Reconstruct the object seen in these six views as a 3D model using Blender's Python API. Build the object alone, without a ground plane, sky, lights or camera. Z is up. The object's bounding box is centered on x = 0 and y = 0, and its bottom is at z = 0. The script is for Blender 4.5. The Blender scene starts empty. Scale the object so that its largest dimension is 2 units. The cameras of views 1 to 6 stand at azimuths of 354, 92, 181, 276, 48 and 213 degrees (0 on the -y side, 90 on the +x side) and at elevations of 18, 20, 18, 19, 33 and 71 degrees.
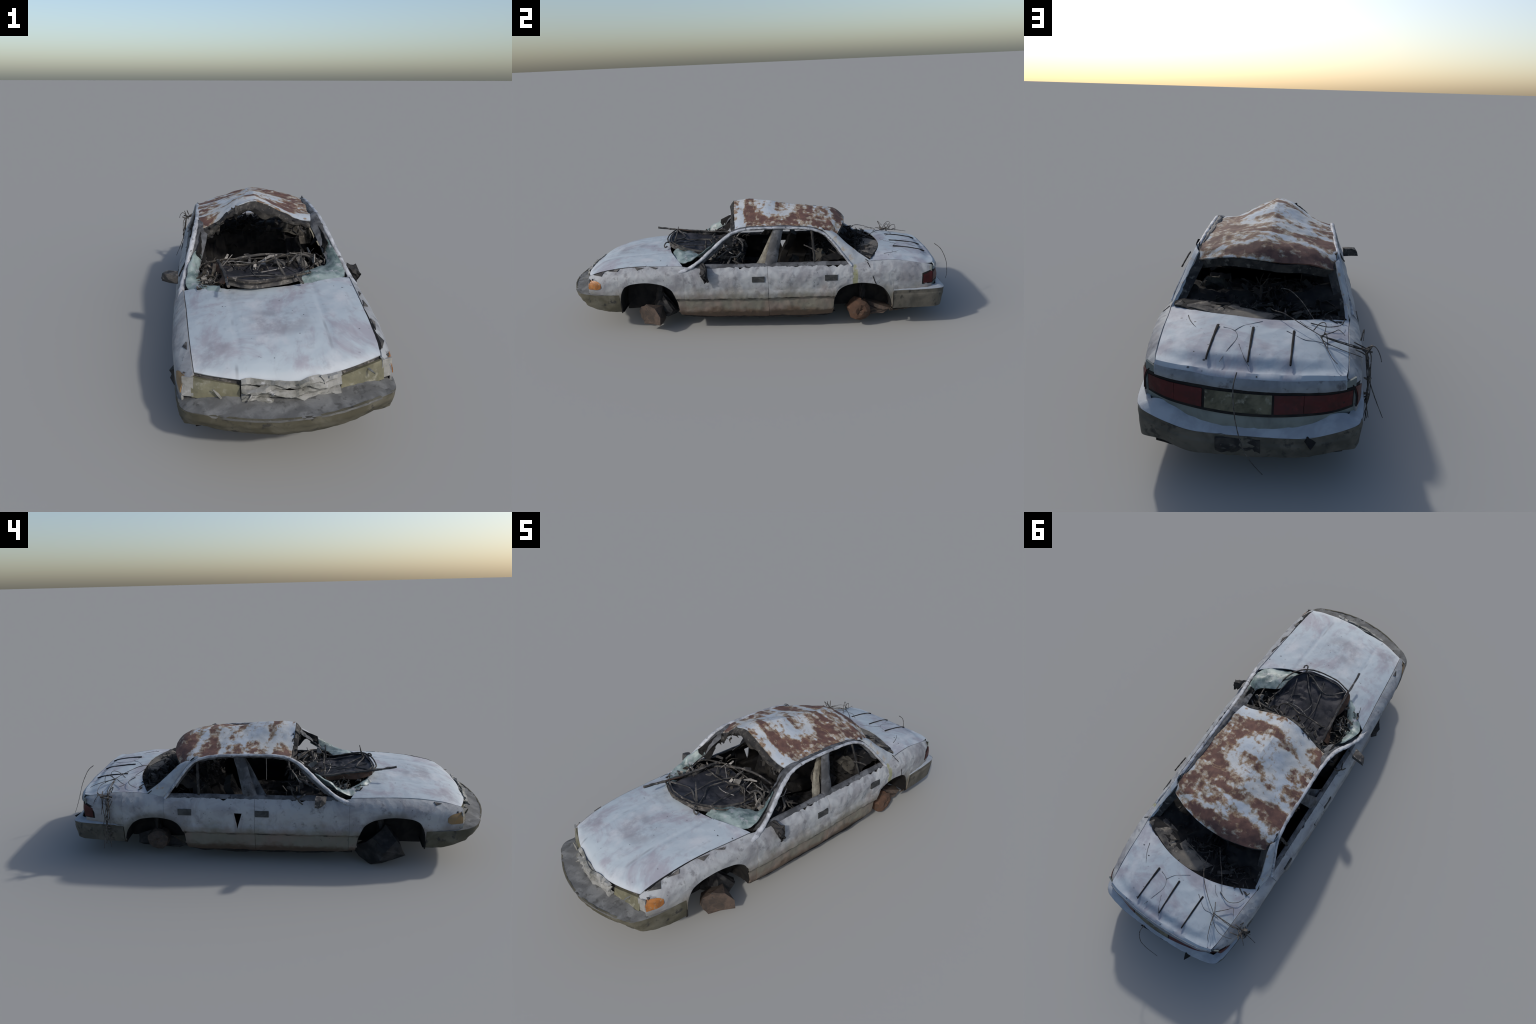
import bpy, bmesh, math, random
from mathutils import Vector, noise

# ------------------------------------------------------------------ frame
# Car frame: X to the right side, Y to the tail, Z up.  The wreck stands a
# little skewed: it is yawed a touch and leans to its -x side.
def W(X, Y, Z):
    lean = -0.008 * clamp((Z - 0.325) / 0.16)          # cabin pushed over to -x
    lean += 0.007 * smooth((-Y - 0.6) / 0.35)            # nose bent back to +x
    return Vector((X + lean + 0.0137 + 0.0126 * Y, Y, Z + lerp(0.024, 0.045, smooth((Z - 0.07) / 0.14)) * X))

def lerp(a, b, t): return a + (b - a) * t
def clamp(t, a=0.0, b=1.0): return max(a, min(b, t))
def smooth(t):
    t = clamp(t); return t * t * (3 - 2 * t)

def curve(pts):
    """piecewise smooth (monotone-ish Hermite) function through (x, y) points"""
    pts = sorted(pts); n = len(pts)
    sl = [(pts[i+1][1]-pts[i][1])/(pts[i+1][0]-pts[i][0]) for i in range(n-1)]
    m = []
    for i in range(n):
        if i == 0: m.append(sl[0])
        elif i == n-1: m.append(sl[-1])
        else:
            a, b = sl[i-1], sl[i]
            m.append(0.0 if a*b <= 0 else 2*a*b/(a+b))
    def f(x):
        if x <= pts[0][0]: return pts[0][1]
        if x >= pts[-1][0]: return pts[-1][1]
        for i in range(n-1):
            if x <= pts[i+1][0]:
                h = pts[i+1][0]-pts[i][0]; t = (x-pts[i][0])/h
                return ((2*t**3-3*t*t+1)*pts[i][1] + (t**3-2*t*t+t)*h*m[i]
                        + (-2*t**3+3*t*t)*pts[i+1][1] + (t**3-t*t)*h*m[i+1])
    return f

def poly(pts):
    """3D polyline (Catmull-Rom) sampled by t in 0..1"""
    pts = [Vector(p) for p in pts]; n = len(pts)
    L = [0.0]
    for i in range(n-1): L.append(L[-1] + (pts[i+1]-pts[i]).length)
    def f(t):
        d = clamp(t) * L[-1]; i = 0
        while i < n-2 and d > L[i+1]: i += 1
        s = (d-L[i]) / max(1e-9, L[i+1]-L[i])
        p0 = pts[max(i-1, 0)]; p1 = pts[i]; p2 = pts[i+1]; p3 = pts[min(i+2, n-1)]
        return 0.5*((2*p1) + (p2-p0)*s + (2*p0-5*p1+4*p2-p3)*s*s + (3*p1-p0-3*p2+p3)*s**3)
    return f

def crumple(p, f=1.0, seed=0.0):
    q = Vector((p.x+seed*3.1, p.y-seed*1.7, p.z+seed*2.3))
    a = noise.noise(q*7*f)
    b = abs(noise.noise(q*17*f + Vector((3, 1, 7))))
    c = abs(noise.noise(q*41*f + Vector((9, 4, 2))))
    return a*0.9 + (0.35-b)*0.9 + (0.3-c)*0.35

# ------------------------------------------------------------------ objects
def link(name, me, parent=None, mats=()):
    ob = bpy.data.objects.new(name, me)
    bpy.context.scene.collection.objects.link(ob)
    if parent is not None: ob.parent = parent
    for m in mats: me.materials.append(m)
    return ob

def finish(me, angle=32):
    me.validate()
    me.shade_smooth()
    if angle is not None:
        me.set_sharp_from_angle(angle=math.radians(angle))

def sheet(name, f, us, vs, th, mats, parent, out=None, amp=0.0, freq=1.0,
          seed=0.0, angle=32, keep=None, fade=None, jit=0.0):
    """solid sheet over the grid us x vs; f(u,v) gives a car-frame point"""
    nu, nv = len(us), len(vs)
    P = [[W(*f(u, v)) for v in vs] for u in us]
    N = [[None]*nv for _ in us]
    for i in range(nu):
        for j in range(nv):
            du = P[min(i+1, nu-1)][j]-P[max(i-1, 0)][j]
            dv = P[i][min(j+1, nv-1)]-P[i][max(j-1, 0)]
            n = du.cross(dv)
            if n.length < 1e-12: n = Vector((0, 0, 1))
            N[i][j] = n.normalized()
    flip = False
    if out is not None:
        s = 0.0
        for i in range(nu):
            for j in range(nv):
                o = out(P[i][j]) if callable(out) else Vector(out)
                s += N[i][j].dot(o)
        flip = s < 0
    rng = random.Random(name + str(seed))
    verts, inner = [], []
    for i in range(nu):
        for j in range(nv):
            n = -N[i][j] if flip else N[i][j]
            p = P[i][j]
            a = amp
            if fade: a *= fade(us[i], vs[j])
            if a: p = p + n*(a*crumple(p, freq, seed))
            if jit and 0 < i < nu-1 and 0 < j < nv-1:
                p = p + Vector((rng.uniform(-jit, jit), rng.uniform(-jit, jit), rng.uniform(-jit, jit)))
            verts.append(p); inner.append(p - n*th)
    nn = len(verts)
    faces, midx = [], []
    edges = {}
    for i in range(nu-1):
        for j in range(nv-1):
            if keep and not keep((us[i]+us[i+1])/2, (vs[j]+vs[j+1])/2): continue
            q = [i*nv+j, (i+1)*nv+j, (i+1)*nv+j+1, i*nv+j+1]
            if flip: q = q[::-1]
            faces.append(q); midx.append(0)
            faces.append([k+nn for k in q[::-1]]); midx.append(1 if len(mats) > 1 else 0)
            for k in range(4):
                e = (q[k], q[(k+1) % 4])
                if (e[1], e[0]) in edges: del edges[(e[1], e[0])]
                else: edges[e] = 1
    for a, b in edges:
        faces.append([b, a, a+nn, b+nn]); midx.append(0)
    me = bpy.data.meshes.new(name)
    me.from_pydata([tuple(v) for v in verts+inner], [], faces)
    for p, m in zip(me.polygons, midx): p.material_index = m
    bm = bmesh.new(); bm.from_mesh(me)
    bmesh.ops.delete(bm, geom=[v for v in bm.verts if not v.link_faces], context='VERTS')
    bm.to_mesh(me); bm.free()
    finish(me, angle)
    return link(name, me, parent, mats)

def lin(a, b, n): return [a+(b-a)*i/(n-1) for i in range(n)]

def tube_data(pts, rad, sides=6, flat=1.0, jit=0.0, rng=None, car=True, n=None):
    f = poly(pts); n = n or max(6, len(pts)*5)
    ctr = [f(i/(n-1)) for i in range(n)]
    if car: ctr = [W(*c) for c in ctr]
    verts, faces = [], []
    up = Vector((0.03, 0.1, 1)).normalized()
    for i, c in enumerate(ctr):
        t = (ctr[min(i+1, n-1)]-ctr[max(i-1, 0)])
        t = t.normalized() if t.length > 1e-9 else Vector((0, 1, 0))
        a = t.cross(up)
        if a.length < 0.05: a = t.cross(Vector((0, 1, 0)))
        a.normalize(); b = a.cross(t)
        r = rad(i/(n-1)) if callable(rad) else rad
        for k in range(sides):
            an = 2*math.pi*k/sides
            rr = r*(1+(rng.uniform(-jit, jit) if rng else 0))
            verts.append(c + a*(rr*math.cos(an)) + b*(rr*flat*math.sin(an)))
    for i in range(n-1):
        for k in range(sides):
            faces.append([i*sides+k, i*sides+(k+1) % sides, (i+1)*sides+(k+1) % sides, (i+1)*sides+k])
    faces.append(list(range(sides))[::-1])
    faces.append([(n-1)*sides+k for k in range(sides)])
    return verts, faces

def from_data(name, parts, mats, parent, angle=40, recalc=True):
    V, F = [], []
    for v, f in parts:
        o = len(V); V += [tuple(x) for x in v]; F += [[i+o for i in q] for q in f]
    me = bpy.data.meshes.new(name); me.from_pydata(V, [], F)
    if recalc:
        bm = bmesh.new(); bm.from_mesh(me)
        bmesh.ops.recalc_face_normals(bm, faces=bm.faces)
        bm.to_mesh(me); bm.free()
    finish(me, angle)
    return link(name, me, parent, mats)

def tube(name, pts, rad, mats, parent, **k):
    ang = k.pop('angle', 40)
    return from_data(name, [tube_data(pts, rad, **k)], mats, parent, ang)

def hull(name, pts, mats, parent, jit=0.0, seed=1, angle=25, sub=0, car=True, dent=0.0):
    rng = random.Random(seed)
    bm = bmesh.new()
    for p in pts:
        w = W(*p) if car else Vector(p)
        bm.verts.new(w)
    r = bmesh.ops.convex_hull(bm, input=bm.verts)
    bmesh.ops.delete(bm, geom=[v for v in bm.verts if not v.link_faces], context='VERTS')
    bmesh.ops.triangulate(bm, faces=bm.faces)
    if sub:
        bmesh.ops.subdivide_edges(bm, edges=bm.edges, cuts=sub, use_grid_fill=True)
        bmesh.ops.triangulate(bm, faces=bm.faces)
    bm.normal_update()
    mv = [(v, v.co + v.normal*(dent*(crumple(v.co, 1.6, seed)-0.2))
           + Vector([rng.uniform(-jit, jit) for _ in range(3)])) for v in bm.verts]
    for v, c in mv: v.co = c
    bmesh.ops.recalc_face_normals(bm, faces=bm.faces)
    me = bpy.data.meshes.new(name); bm.to_mesh(me); bm.free()
    finish(me, angle)
    return link(name, me, parent, mats)

def shard_data(c, size, rng, car=True):
    """bent scrap of sheet: a thick irregular strip"""
    c = W(*c) if car else Vector(c)
    d = Vector([rng.gauss(0, 1) for _ in range(3)]).normalized()
    e = d.cross(Vector([rng.gauss(0, 1) for _ in range(3)])).normalized()
    n = d.cross(e); L = size*rng.uniform(0.7, 1.6); w = size*rng.uniform(0.12, 0.45)
    bend = rng.uniform(-0.35, 0.35)*L
    pts = [c-d*L/2-e*w*rng.uniform(.2, .5), c-d*L/2+e*w*rng.uniform(.1, .5),
           c+n*bend-e*w*0.5, c+n*bend+e*w*0.5,
           c+d*L/2-e*w*rng.uniform(0, .4), c+d*L/2+e*w*rng.uniform(.05, .5)]
    th = n*0.0016
    V = [p+th for p in pts]+[p-th for p in pts]
    top = [[0, 2, 3, 1], [2, 4, 5, 3]]
    F = top+[[i+6 for i in q[::-1]] for q in top]
    for a, b in [(0, 1), (1, 3), (3, 5), (5, 4), (4, 2), (2, 0)]: F.append([a, b, b+6, a+6])
    return V, F

# ------------------------------------------------------------------ materials
class Nodes:
    def __init__(s, name):
        s.m = bpy.data.materials.new(name); s.m.use_nodes = True
        s.t = s.m.node_tree; s.b = s.t.nodes['Principled BSDF']
        s.co = s.t.nodes.new('ShaderNodeTexCoord').outputs['Object']
    def l(s, a, b): s.t.links.new(a, b)
    def put(s, sock, v):
        if isinstance(v, (int, float)): sock.default_value = v
        elif isinstance(v, tuple): sock.default_value = v if len(v) == 4 or sock.type == 'VECTOR' else v+(1,)
        else: s.l(v, sock)
    def map(s, scale=(1, 1, 1), loc=(0, 0, 0), rot=(0, 0, 0)):
        n = s.t.nodes.new('ShaderNodeMapping'); s.l(s.co, n.inputs[0])
        n.inputs['Scale'].default_value = scale; n.inputs['Location'].default_value = loc
        n.inputs['Rotation'].default_value = rot
        return n.outputs[0]
    def noise(s, scale, detail=4, rough=0.55, vec=None, dist=0.0):
        n = s.t.nodes.new('ShaderNodeTexNoise'); s.l(vec or s.co, n.inputs['Vector'])
        n.inputs['Scale'].default_value = scale; n.inputs['Detail'].default_value = detail
        n.inputs['Roughness'].default_value = rough; n.inputs['Distortion'].default_value = dist
        return n.outputs['Fac']
    def vor(s, scale, vec=None, feature='F1', out='Distance'):
        n = s.t.nodes.new('ShaderNodeTexVoronoi'); n.feature = feature
        s.l(vec or s.co, n.inputs['Vector']); n.inputs['Scale'].default_value = scale
        return n.outputs[out]
    def ramp(s, fac, stops):
        n = s.t.nodes.new('ShaderNodeValToRGB'); s.l(fac, n.inputs[0])
        e = n.color_ramp.elements
        while len(e) > 1: e.remove(e[-1])
        e[0].position, e[0].color = stops[0][0], col(stops[0][1])
        for p, c in stops[1:]:
            x = e.new(p); x.color = col(c)
        return n.outputs[0]
    def step(s, fac, a, b):
        n = s.t.nodes.new('ShaderNodeMapRange'); n.interpolation_type = 'SMOOTHSTEP'
        s.put(n.inputs['Value'], fac)
        n.inputs['From Min'].default_value = a; n.inputs['From Max'].default_value = b
        return n.outputs['Result']
    def math(s, op, a, b=0.0, c=None):
        n = s.t.nodes.new('ShaderNodeMath'); n.operation = op
        s.put(n.inputs[0], a); s.put(n.inputs[1], b)
        if c is not None: s.put(n.inputs[2], c)
        return n.outputs[0]
    def mix(s, fac, a, b, mode='MIX'):
        n = s.t.nodes.new('ShaderNodeMix'); n.data_type = 'RGBA'; n.blend_type = mode
        s.put(n.inputs[0], fac); s.put(n.inputs[6], a); s.put(n.inputs[7], b)
        return n.outputs[2]
    def xyz(s):
        n = s.t.nodes.new('ShaderNodeSeparateXYZ'); s.l(s.co, n.inputs[0]); return n.outputs
    def blob(s, c, r, warp=None):
        """1 at centre c, 0 outside radii r; object space"""
        v = s.map(scale=tuple(1/q for q in r), loc=tuple(-c[i]/r[i] for i in range(3)))
        if warp is not None:
            a = s.t.nodes.new('ShaderNodeVectorMath'); a.operation = 'ADD'
            s.l(v, a.inputs[0]); s.l(warp, a.inputs[1]); v = a.outputs[0]
        n = s.t.nodes.new('ShaderNodeTexGradient'); n.gradient_type = 'SPHERICAL'
        s.l(v, n.inputs[0]); return n.outputs['Fac']
    def bump(s, h, strength=0.3, dist=0.003):
        n = s.t.nodes.new('ShaderNodeBump'); n.inputs['Strength'].default_value = strength
        n.inputs['Distance'].default_value = dist
        s.l(h, n.inputs['Height']); s.l(n.outputs[0], s.b.inputs['Normal'])
    def done(s, color, rough=0.6, metal=0.0, spec=0.3):
        s.put(s.b.inputs['Base Color'], color); s.put(s.b.inputs['Roughness'], rough)
        s.b.inputs['Metallic'].default_value = metal
        s.b.inputs['Specular IOR Level'].default_value = spec
        return s.m

def col(c): return tuple(c)+(1,) if len(c) == 3 else tuple(c)

WHITE = (0.345, 0.395, 0.435); MAUVE = (0.285, 0.287, 0.325)

def specks(n, c, scale=38, dark=(0.03, 0.032, 0.035)):
    d = n.vor(scale, n.map(scale=(1, 1.3, 1)))
    keep = n.step(n.noise(9, 2), 0.5, 0.62)
    m = n.math('MULTIPLY', n.math('SUBTRACT', 1.0, n.step(d, 0.06, 0.11)), keep)
    return n.mix(m, c, dark)

def paint_top():
    n = Nodes('faded_white_paint')
    a = n.step(n.noise(5.5, 6, 0.65, dist=0.6), 0.46, 0.62)
    c = n.mix(a, WHITE, MAUVE)
    b = n.step(n.noise(11, 4, 0.6, n.map(scale=(1, 0.6, 1), loc=(4, 2, 1))), 0.5, 0.72)
    c = n.mix(b, c, (0.41, 0.435, 0.465))
    streak = n.step(n.noise(22, 3, 0.6, n.map(scale=(1.2, 0.18, 1))), 0.6, 0.8)
    c = n.mix(n.math('MULTIPLY', streak, 0.35), c, (0.22, 0.22, 0.245))
    x, y, z = n.xyz()
    for cc, rr in (((0.0, -0.70, 0.34), (0.13, 0.10, 0.2)), ((-0.20, -0.80, 0.32), (0.07, 0.07, 0.2)), ((-0.14, -0.52, 0.35), (0.05, 0.06, 0.1))):
        m = n.math('MULTIPLY', n.step(n.blob(cc, rr), 0.0, 0.6), n.step(n.noise(13, 5, 0.65), 0.35, 0.62))
        c = n.mix(n.math('MULTIPLY', m, 0.7), c, (0.20, 0.20, 0.225))
    line = n.math('ABSOLUTE', n.math('SUBTRACT', n.math('ABSOLUTE', x), 0.135))
    m = n.math('MULTIPLY', n.math('SUBTRACT', 1.0, n.step(line, 0.001, 0.007)), n.step(n.noise(7, 2), 0.45, 0.6))
    m = n.math('MULTIPLY', m, n.math('LESS_THAN', y, -0.4))
    c = n.mix(n.math('MULTIPLY', m, 0.6), c, (0.15, 0.16, 0.18))
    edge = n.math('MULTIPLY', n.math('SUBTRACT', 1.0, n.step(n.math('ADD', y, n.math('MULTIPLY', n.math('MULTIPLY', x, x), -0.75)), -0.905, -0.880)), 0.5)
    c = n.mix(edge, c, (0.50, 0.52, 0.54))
    c = specks(n, c)
    c = specks(n, c, 21, (0.05, 0.055, 0.065))
    c = n.mix(n.math('MULTIPLY', n.step(n.noise(34, 5, 0.6), 0.55, 0.75), 0.35), c, (0.20, 0.205, 0.225))
    n.bump(n.math('ADD', n.math('MULTIPLY', n.noise(60, 5), 0.4), n.vor(26, n.map(scale=(1, .7, 1)), 'F1')), 0.35, 0.004)
    return n.done(c, 0.62, 0.0, 0.25)

def paint_side():
    n = Nodes('dirty_white_paint')
    a = n.step(n.noise(9, 5, 0.6, dist=0.8), 0.42, 0.66)
    c = n.mix(a, (0.305, 0.32, 0.335), (0.205, 0.208, 0.224))  # greys lowered a little toward the shade baked on the original's sides
    b = n.step(n.noise(27, 4, 0.65), 0.56, 0.7)
    c = n.mix(n.math('MULTIPLY', b, 0.7), c, (0.12, 0.122, 0.135))
    x, y, z = n.xyz()
    zc = n.math('SUBTRACT', z, n.math('MULTIPLY', x, 0.045))
    zn = n.math('ADD', zc, n.math('MULTIPLY_ADD', n.noise(12, 5, 0.65), 0.11, -0.055))
    mud = n.math('SUBTRACT', 1.0, n.step(zn, 0.155, 0.245))
    olive = n.mix(n.step(n.noise(7, 3), 0.4, 0.65), (0.125, 0.118, 0.09), (0.155, 0.12, 0.098))
    c = n.mix(n.math('MULTIPLY', mud, 0.92), c, olive)
    rust = n.math('SUBTRACT', 1.0, n.step(zn, 0.09, 0.125))
    c = n.mix(n.math('MULTIPLY', rust, 0.8), c, (0.075, 0.047, 0.03))
    gro = n.math('MULTIPLY', n.math('SUBTRACT', 1.0, n.step(n.math('ABSOLUTE', n.math('SUBTRACT', zc, 0.166)), 0.002, 0.007)), n.step(n.noise(16, 3), 0.42, 0.6))  # dark band in the colour that strengthens the crease line
    c = n.mix(n.math('MULTIPLY', gro, n.step(n.math('ABSOLUTE', n.math('ADD', y, 0.02)), 0.42, 0.40)), c, (0.035, 0.033, 0.028))
    sx = n.math('MULTIPLY', n.blob((0.34, 0.452, 0.27), (0.06, 0.016, 0.085)), n.step(n.noise(30, 3), 0.3, 0.6))
    c = n.mix(n.math('MULTIPLY', n.step(sx, 0.0, 0.35), 0.75), c, (0.20, 0.205, 0.09))
    c = specks(n, c, 46)
    arch = n.math('MAXIMUM', n.blob((0.0, -0.555, 0.12), (0.8, 0.20, 0.20)), n.blob((0.0, 0.49, 0.11), (0.8, 0.20, 0.19)))
    arch = n.math('ADD', arch, n.math('MULTIPLY_ADD', n.noise(22, 4), 0.2, -0.1))
    c = n.mix(n.math('MULTIPLY', n.step(arch, 0.10, 0.28), 0.75), c, (0.085, 0.082, 0.07))
    n.bump(n.math('ADD', n.math('MULTIPLY', n.noise(55, 5), 0.4), n.vor(30, None, 'F1')), 0.45, 0.005)
    return n.done(c, 0.6, 0.0, 0.25)

def paint_roof():
    n = Nodes('rusted_roof_paint')
    w = n.t.nodes.new('ShaderNodeTexNoise'); n.l(n.co, w.inputs['Vector'])
    w.inputs['Scale'].default_value = 9; w.inputs['Detail'].default_value = 5
    wv = n.t.nodes.new('ShaderNodeVectorMath'); wv.operation = 'MULTIPLY_ADD'
    n.l(w.outputs['Color'], wv.inputs[0]); wv.inputs[1].default_value = (0.9, 0.9, 0.9)
    wv.inputs[2].default_value = (-0.45, -0.45, -0.45); wp = wv.outputs[0]
    tot = None
    for c, r, k in ROOF_RUST:
        m = n.math('MULTIPLY', n.step(n.blob((c[0], c[1], 0.52), (r[0], r[1], 0.6), wp), 0.0, 0.55), k*0.95)
        tot = m if tot is None else n.math('MAXIMUM', tot, m)
    n1 = n.math('MULTIPLY_ADD', n.noise(15, 4, 0.6, n.map(scale=(.6, 1.5, 1)), 0.3), 2.2, -1.1)
    n2 = n.math('MULTIPLY_ADD', n.noise(34, 5, 0.6, n.map(loc=(2, 7, 3)), 0.15), 2.6, -1.3)
    f = n.math('ADD', n.math('ADD', n.math('SUBTRACT', tot, 0.08), n1), n2)
    white = n.mix(n.step(n.noise(8, 3), 0.4, 0.65), (0.37, 0.41, 0.455), (0.42, 0.43, 0.43))
    c = n.mix(n.step(f, 0.10, 0.55), white, n.mix(n.step(n.noise(30, 3), 0.4, 0.6), (0.30, 0.255, 0.195), (0.21, 0.14, 0.085)))
    c = n.mix(n.math('MULTIPLY', n.step(n.noise(52, 4, 0.6, n.map(loc=(5, 1, 2))), 0.54, 0.70), n.step(n.noise(10, 3), 0.42, 0.6)), c, (0.27, 0.215, 0.155))
    c = n.mix(n.step(f, 0.40, 0.85), c, n.mix(n.step(n.noise(40, 3), 0.35, 0.7), (0.088, 0.050, 0.044), (0.13, 0.072, 0.058)))
    n.bump(n.noise(70, 5), 0.35, 0.003)
    return n.done(c, 0.75, 0.0, 0.2)

def simple(name, c1, c2, scale=14, rough=0.75, c3=None, spec=0.2, bump=0.4):
    n = Nodes(name)
    c = n.mix(n.step(n.noise(scale, 5, 0.6, dist=0.4), 0.38, 0.66), c1, c2)
    if c3: c = n.mix(n.step(n.noise(scale*2.3, 4, 0.6, n.map(loc=(3, 5, 1))), 0.55, 0.7), c, c3)
    n.bump(n.noise(scale*4, 4), bump, 0.003)
    return n.done(c, rough, 0.0, spec)

# rust patches on the roof: (centre x,y), (radius x,y), weight   -- world frame
ROOF_RUST = [((0.15, -0.02), (0.11, 0.085), 1.0), ((0.05, -0.055), (0.15, 0.040), 1.0), ((-0.08, -0.035), (0.10, 0.035), 0.6),
             ((0.19, 0.08), (0.09, 0.09), 0.9), ((0.18, 0.17), (0.11, 0.06), 0.8),
             ((0.11, 0.225), (0.16, 0.065), 1.1), ((0.20, 0.30), (0.10, 0.08), 1.0), ((-0.01, 0.25), (0.12, 0.04), 0.7),
             ((0.06, 0.31), (0.20, 0.05), 0.6), ((-0.02, 0.395), (0.26, 0.055), 1.1), ((-0.17, 0.37), (0.12, 0.06), 0.9),
             ((-0.17, 0.245), (0.12, 0.065), 1.0), ((-0.21, 0.13), (0.08, 0.06), 0.6), ((-0.20, 0.04), (0.10, 0.06), 0.95),
             ((-0.22, -0.09), (0.07, 0.06), 0.95), ((0.02, 0.11), (0.12, 0.045), 0.65), ((-0.09, 0.14), (0.06, 0.04), 0.5),
             ((-0.05, 0.33), (0.16, 0.05), 0.6), ((0.05, -0.125), (0.14, 0.02), 0.5)]

M_TOP = paint_top(); M_SIDE = paint_side(); M_ROOF = paint_roof()
M_CHAR = simple('charred_black', (0.008, 0.008, 0.009), (0.020, 0.0185, 0.017), 18, 0.85)
M_SOOT = simple('sooty_steel', (0.030, 0.030, 0.032), (0.085, 0.080, 0.074), 22, 0.7, (0.16, 0.15, 0.14))
M_MAT = simple('scorched_sheet', (0.020, 0.021, 0.026), (0.046, 0.045, 0.051), 16, 0.6)
M_DEBRIS = simple('burnt_scrap', (0.022, 0.021, 0.020), (0.080, 0.072, 0.062), 30, 0.75, (0.19, 0.17, 0.15))
M_BRIGHT = simple('pale_scrap', (0.30, 0.285, 0.265), (0.10, 0.095, 0.088), 30, 0.6)
M_GLASS = simple('crazed_green_glass', (0.23, 0.285, 0.28), (0.065, 0.10, 0.10), 16, 0.4, (0.28, 0.29, 0.31), 0.35)
M_FRAME = simple('scorched_frame', (0.045, 0.047, 0.051), (0.12, 0.126, 0.138), 16, 0.6, (0.025, 0.025, 0.027))
M_RAIL = simple('pillar_paint', (0.40, 0.42, 0.455), (0.20, 0.21, 0.23), 24, 0.5, (0.08, 0.08, 0.088), 0.35)
M_CPIL = simple('stained_pillar_paint', (0.34, 0.37, 0.40), (0.26, 0.28, 0.31), 13, 0.55, (0.30, 0.25, 0.19))
M_BUMP = simple('weathered_bumper_plastic', (0.10, 0.101, 0.10), (0.165, 0.168, 0.166), 18, 0.7, (0.07, 0.07, 0.068))
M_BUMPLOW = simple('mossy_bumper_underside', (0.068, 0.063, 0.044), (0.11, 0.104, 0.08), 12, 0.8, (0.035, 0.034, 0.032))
M_GRILLE = simple('bent_grille_plastic', (0.25, 0.25, 0.238), (0.11, 0.11, 0.095), 17, 0.6, (0.34, 0.34, 0.335))
M_LAMP = simple('yellowed_lamp_lens', (0.155, 0.148, 0.098), (0.10, 0.097, 0.066), 15, 0.35, (0.22, 0.215, 0.17), 0.45)
M_AMBER = simple('amber_lens', (0.33, 0.125, 0.025), (0.19, 0.075, 0.022), 26, 0.35, (0.24, 0.19, 0.13), 0.45)
M_DULL = simple('faded_amber_lens', (0.22, 0.14, 0.065), (0.16, 0.125, 0.08), 22, 0.45)
M_RED = simple('red_lamp_lens', (0.055, 0.0045, 0.006), (0.03, 0.004, 0.005), 20, 0.45, (0.075, 0.009, 0.010), 0.25)
M_PLATE = simple('grimy_centre_reflector', (0.115, 0.108, 0.072), (0.045, 0.043, 0.028), 18, 0.5, (0.18, 0.175, 0.135))
M_REARLOW = simple('greenish_rear_paint', (0.17, 0.195, 0.185), (0.115, 0.13, 0.125), 12, 0.6)
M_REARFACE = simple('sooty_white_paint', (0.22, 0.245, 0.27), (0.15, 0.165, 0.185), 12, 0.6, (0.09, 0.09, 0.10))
M_SHELF = simple('blue_grey_bumper_paint', (0.33, 0.365, 0.405), (0.25, 0.275, 0.31), 14, 0.55)
M_REARBUMP = simple('dark_rear_bumper', (0.065, 0.062, 0.052), (0.105, 0.098, 0.082), 14, 0.75, (0.032, 0.032, 0.03))
M_RUST = simple('rusted_brake_iron', (0.062, 0.038, 0.027), (0.10, 0.056, 0.037), 26, 0.85, (0.075, 0.058, 0.046))
M_RUSTDARK = simple('dark_rusted_iron', (0.05, 0.040, 0.034), (0.085, 0.062, 0.05), 26, 0.85, (0.035, 0.034, 0.033))
M_OILY = simple('oily_black_iron', (0.011, 0.011, 0.012), (0.030, 0.0285, 0.028), 26, 0.6)
M_HANDLE = simple('black_handle_plastic', (0.028, 0.030, 0.031), (0.060, 0.062, 0.062), 30, 0.6)
M_TAN = simple('singed_lining', (0.25, 0.235, 0.19), (0.13, 0.12, 0.10), 20, 0.8)
M_HEADER = simple('sooty_header', (0.016, 0.016, 0.017), (0.05, 0.047, 0.043), 20, 0.75, (0.10, 0.094, 0.085))
M_TAN2 = simple('singed_seat_foam', (0.06, 0.056, 0.048), (0.02, 0.019, 0.018), 26, 0.85)
M_SHELFTAN = simple('singed_parcel_board', (0.15, 0.135, 0.115), (0.03, 0.03, 0.032), 13, 0.85, (0.22, 0.195, 0.16))
M_WIRE = simple('burnt_wire', (0.035, 0.032, 0.03), (0.11, 0.10, 0.09), 60, 0.8)

# ------------------------------------------------------------------ root
root = bpy.data.objects.new('burnt_out_car', None)
bpy.context.scene.collection.objects.link(root)
root['label'] = 'burnt-out white sedan wreck with rusted crushed roof'
root['category'] = 'wrecked car'

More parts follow.
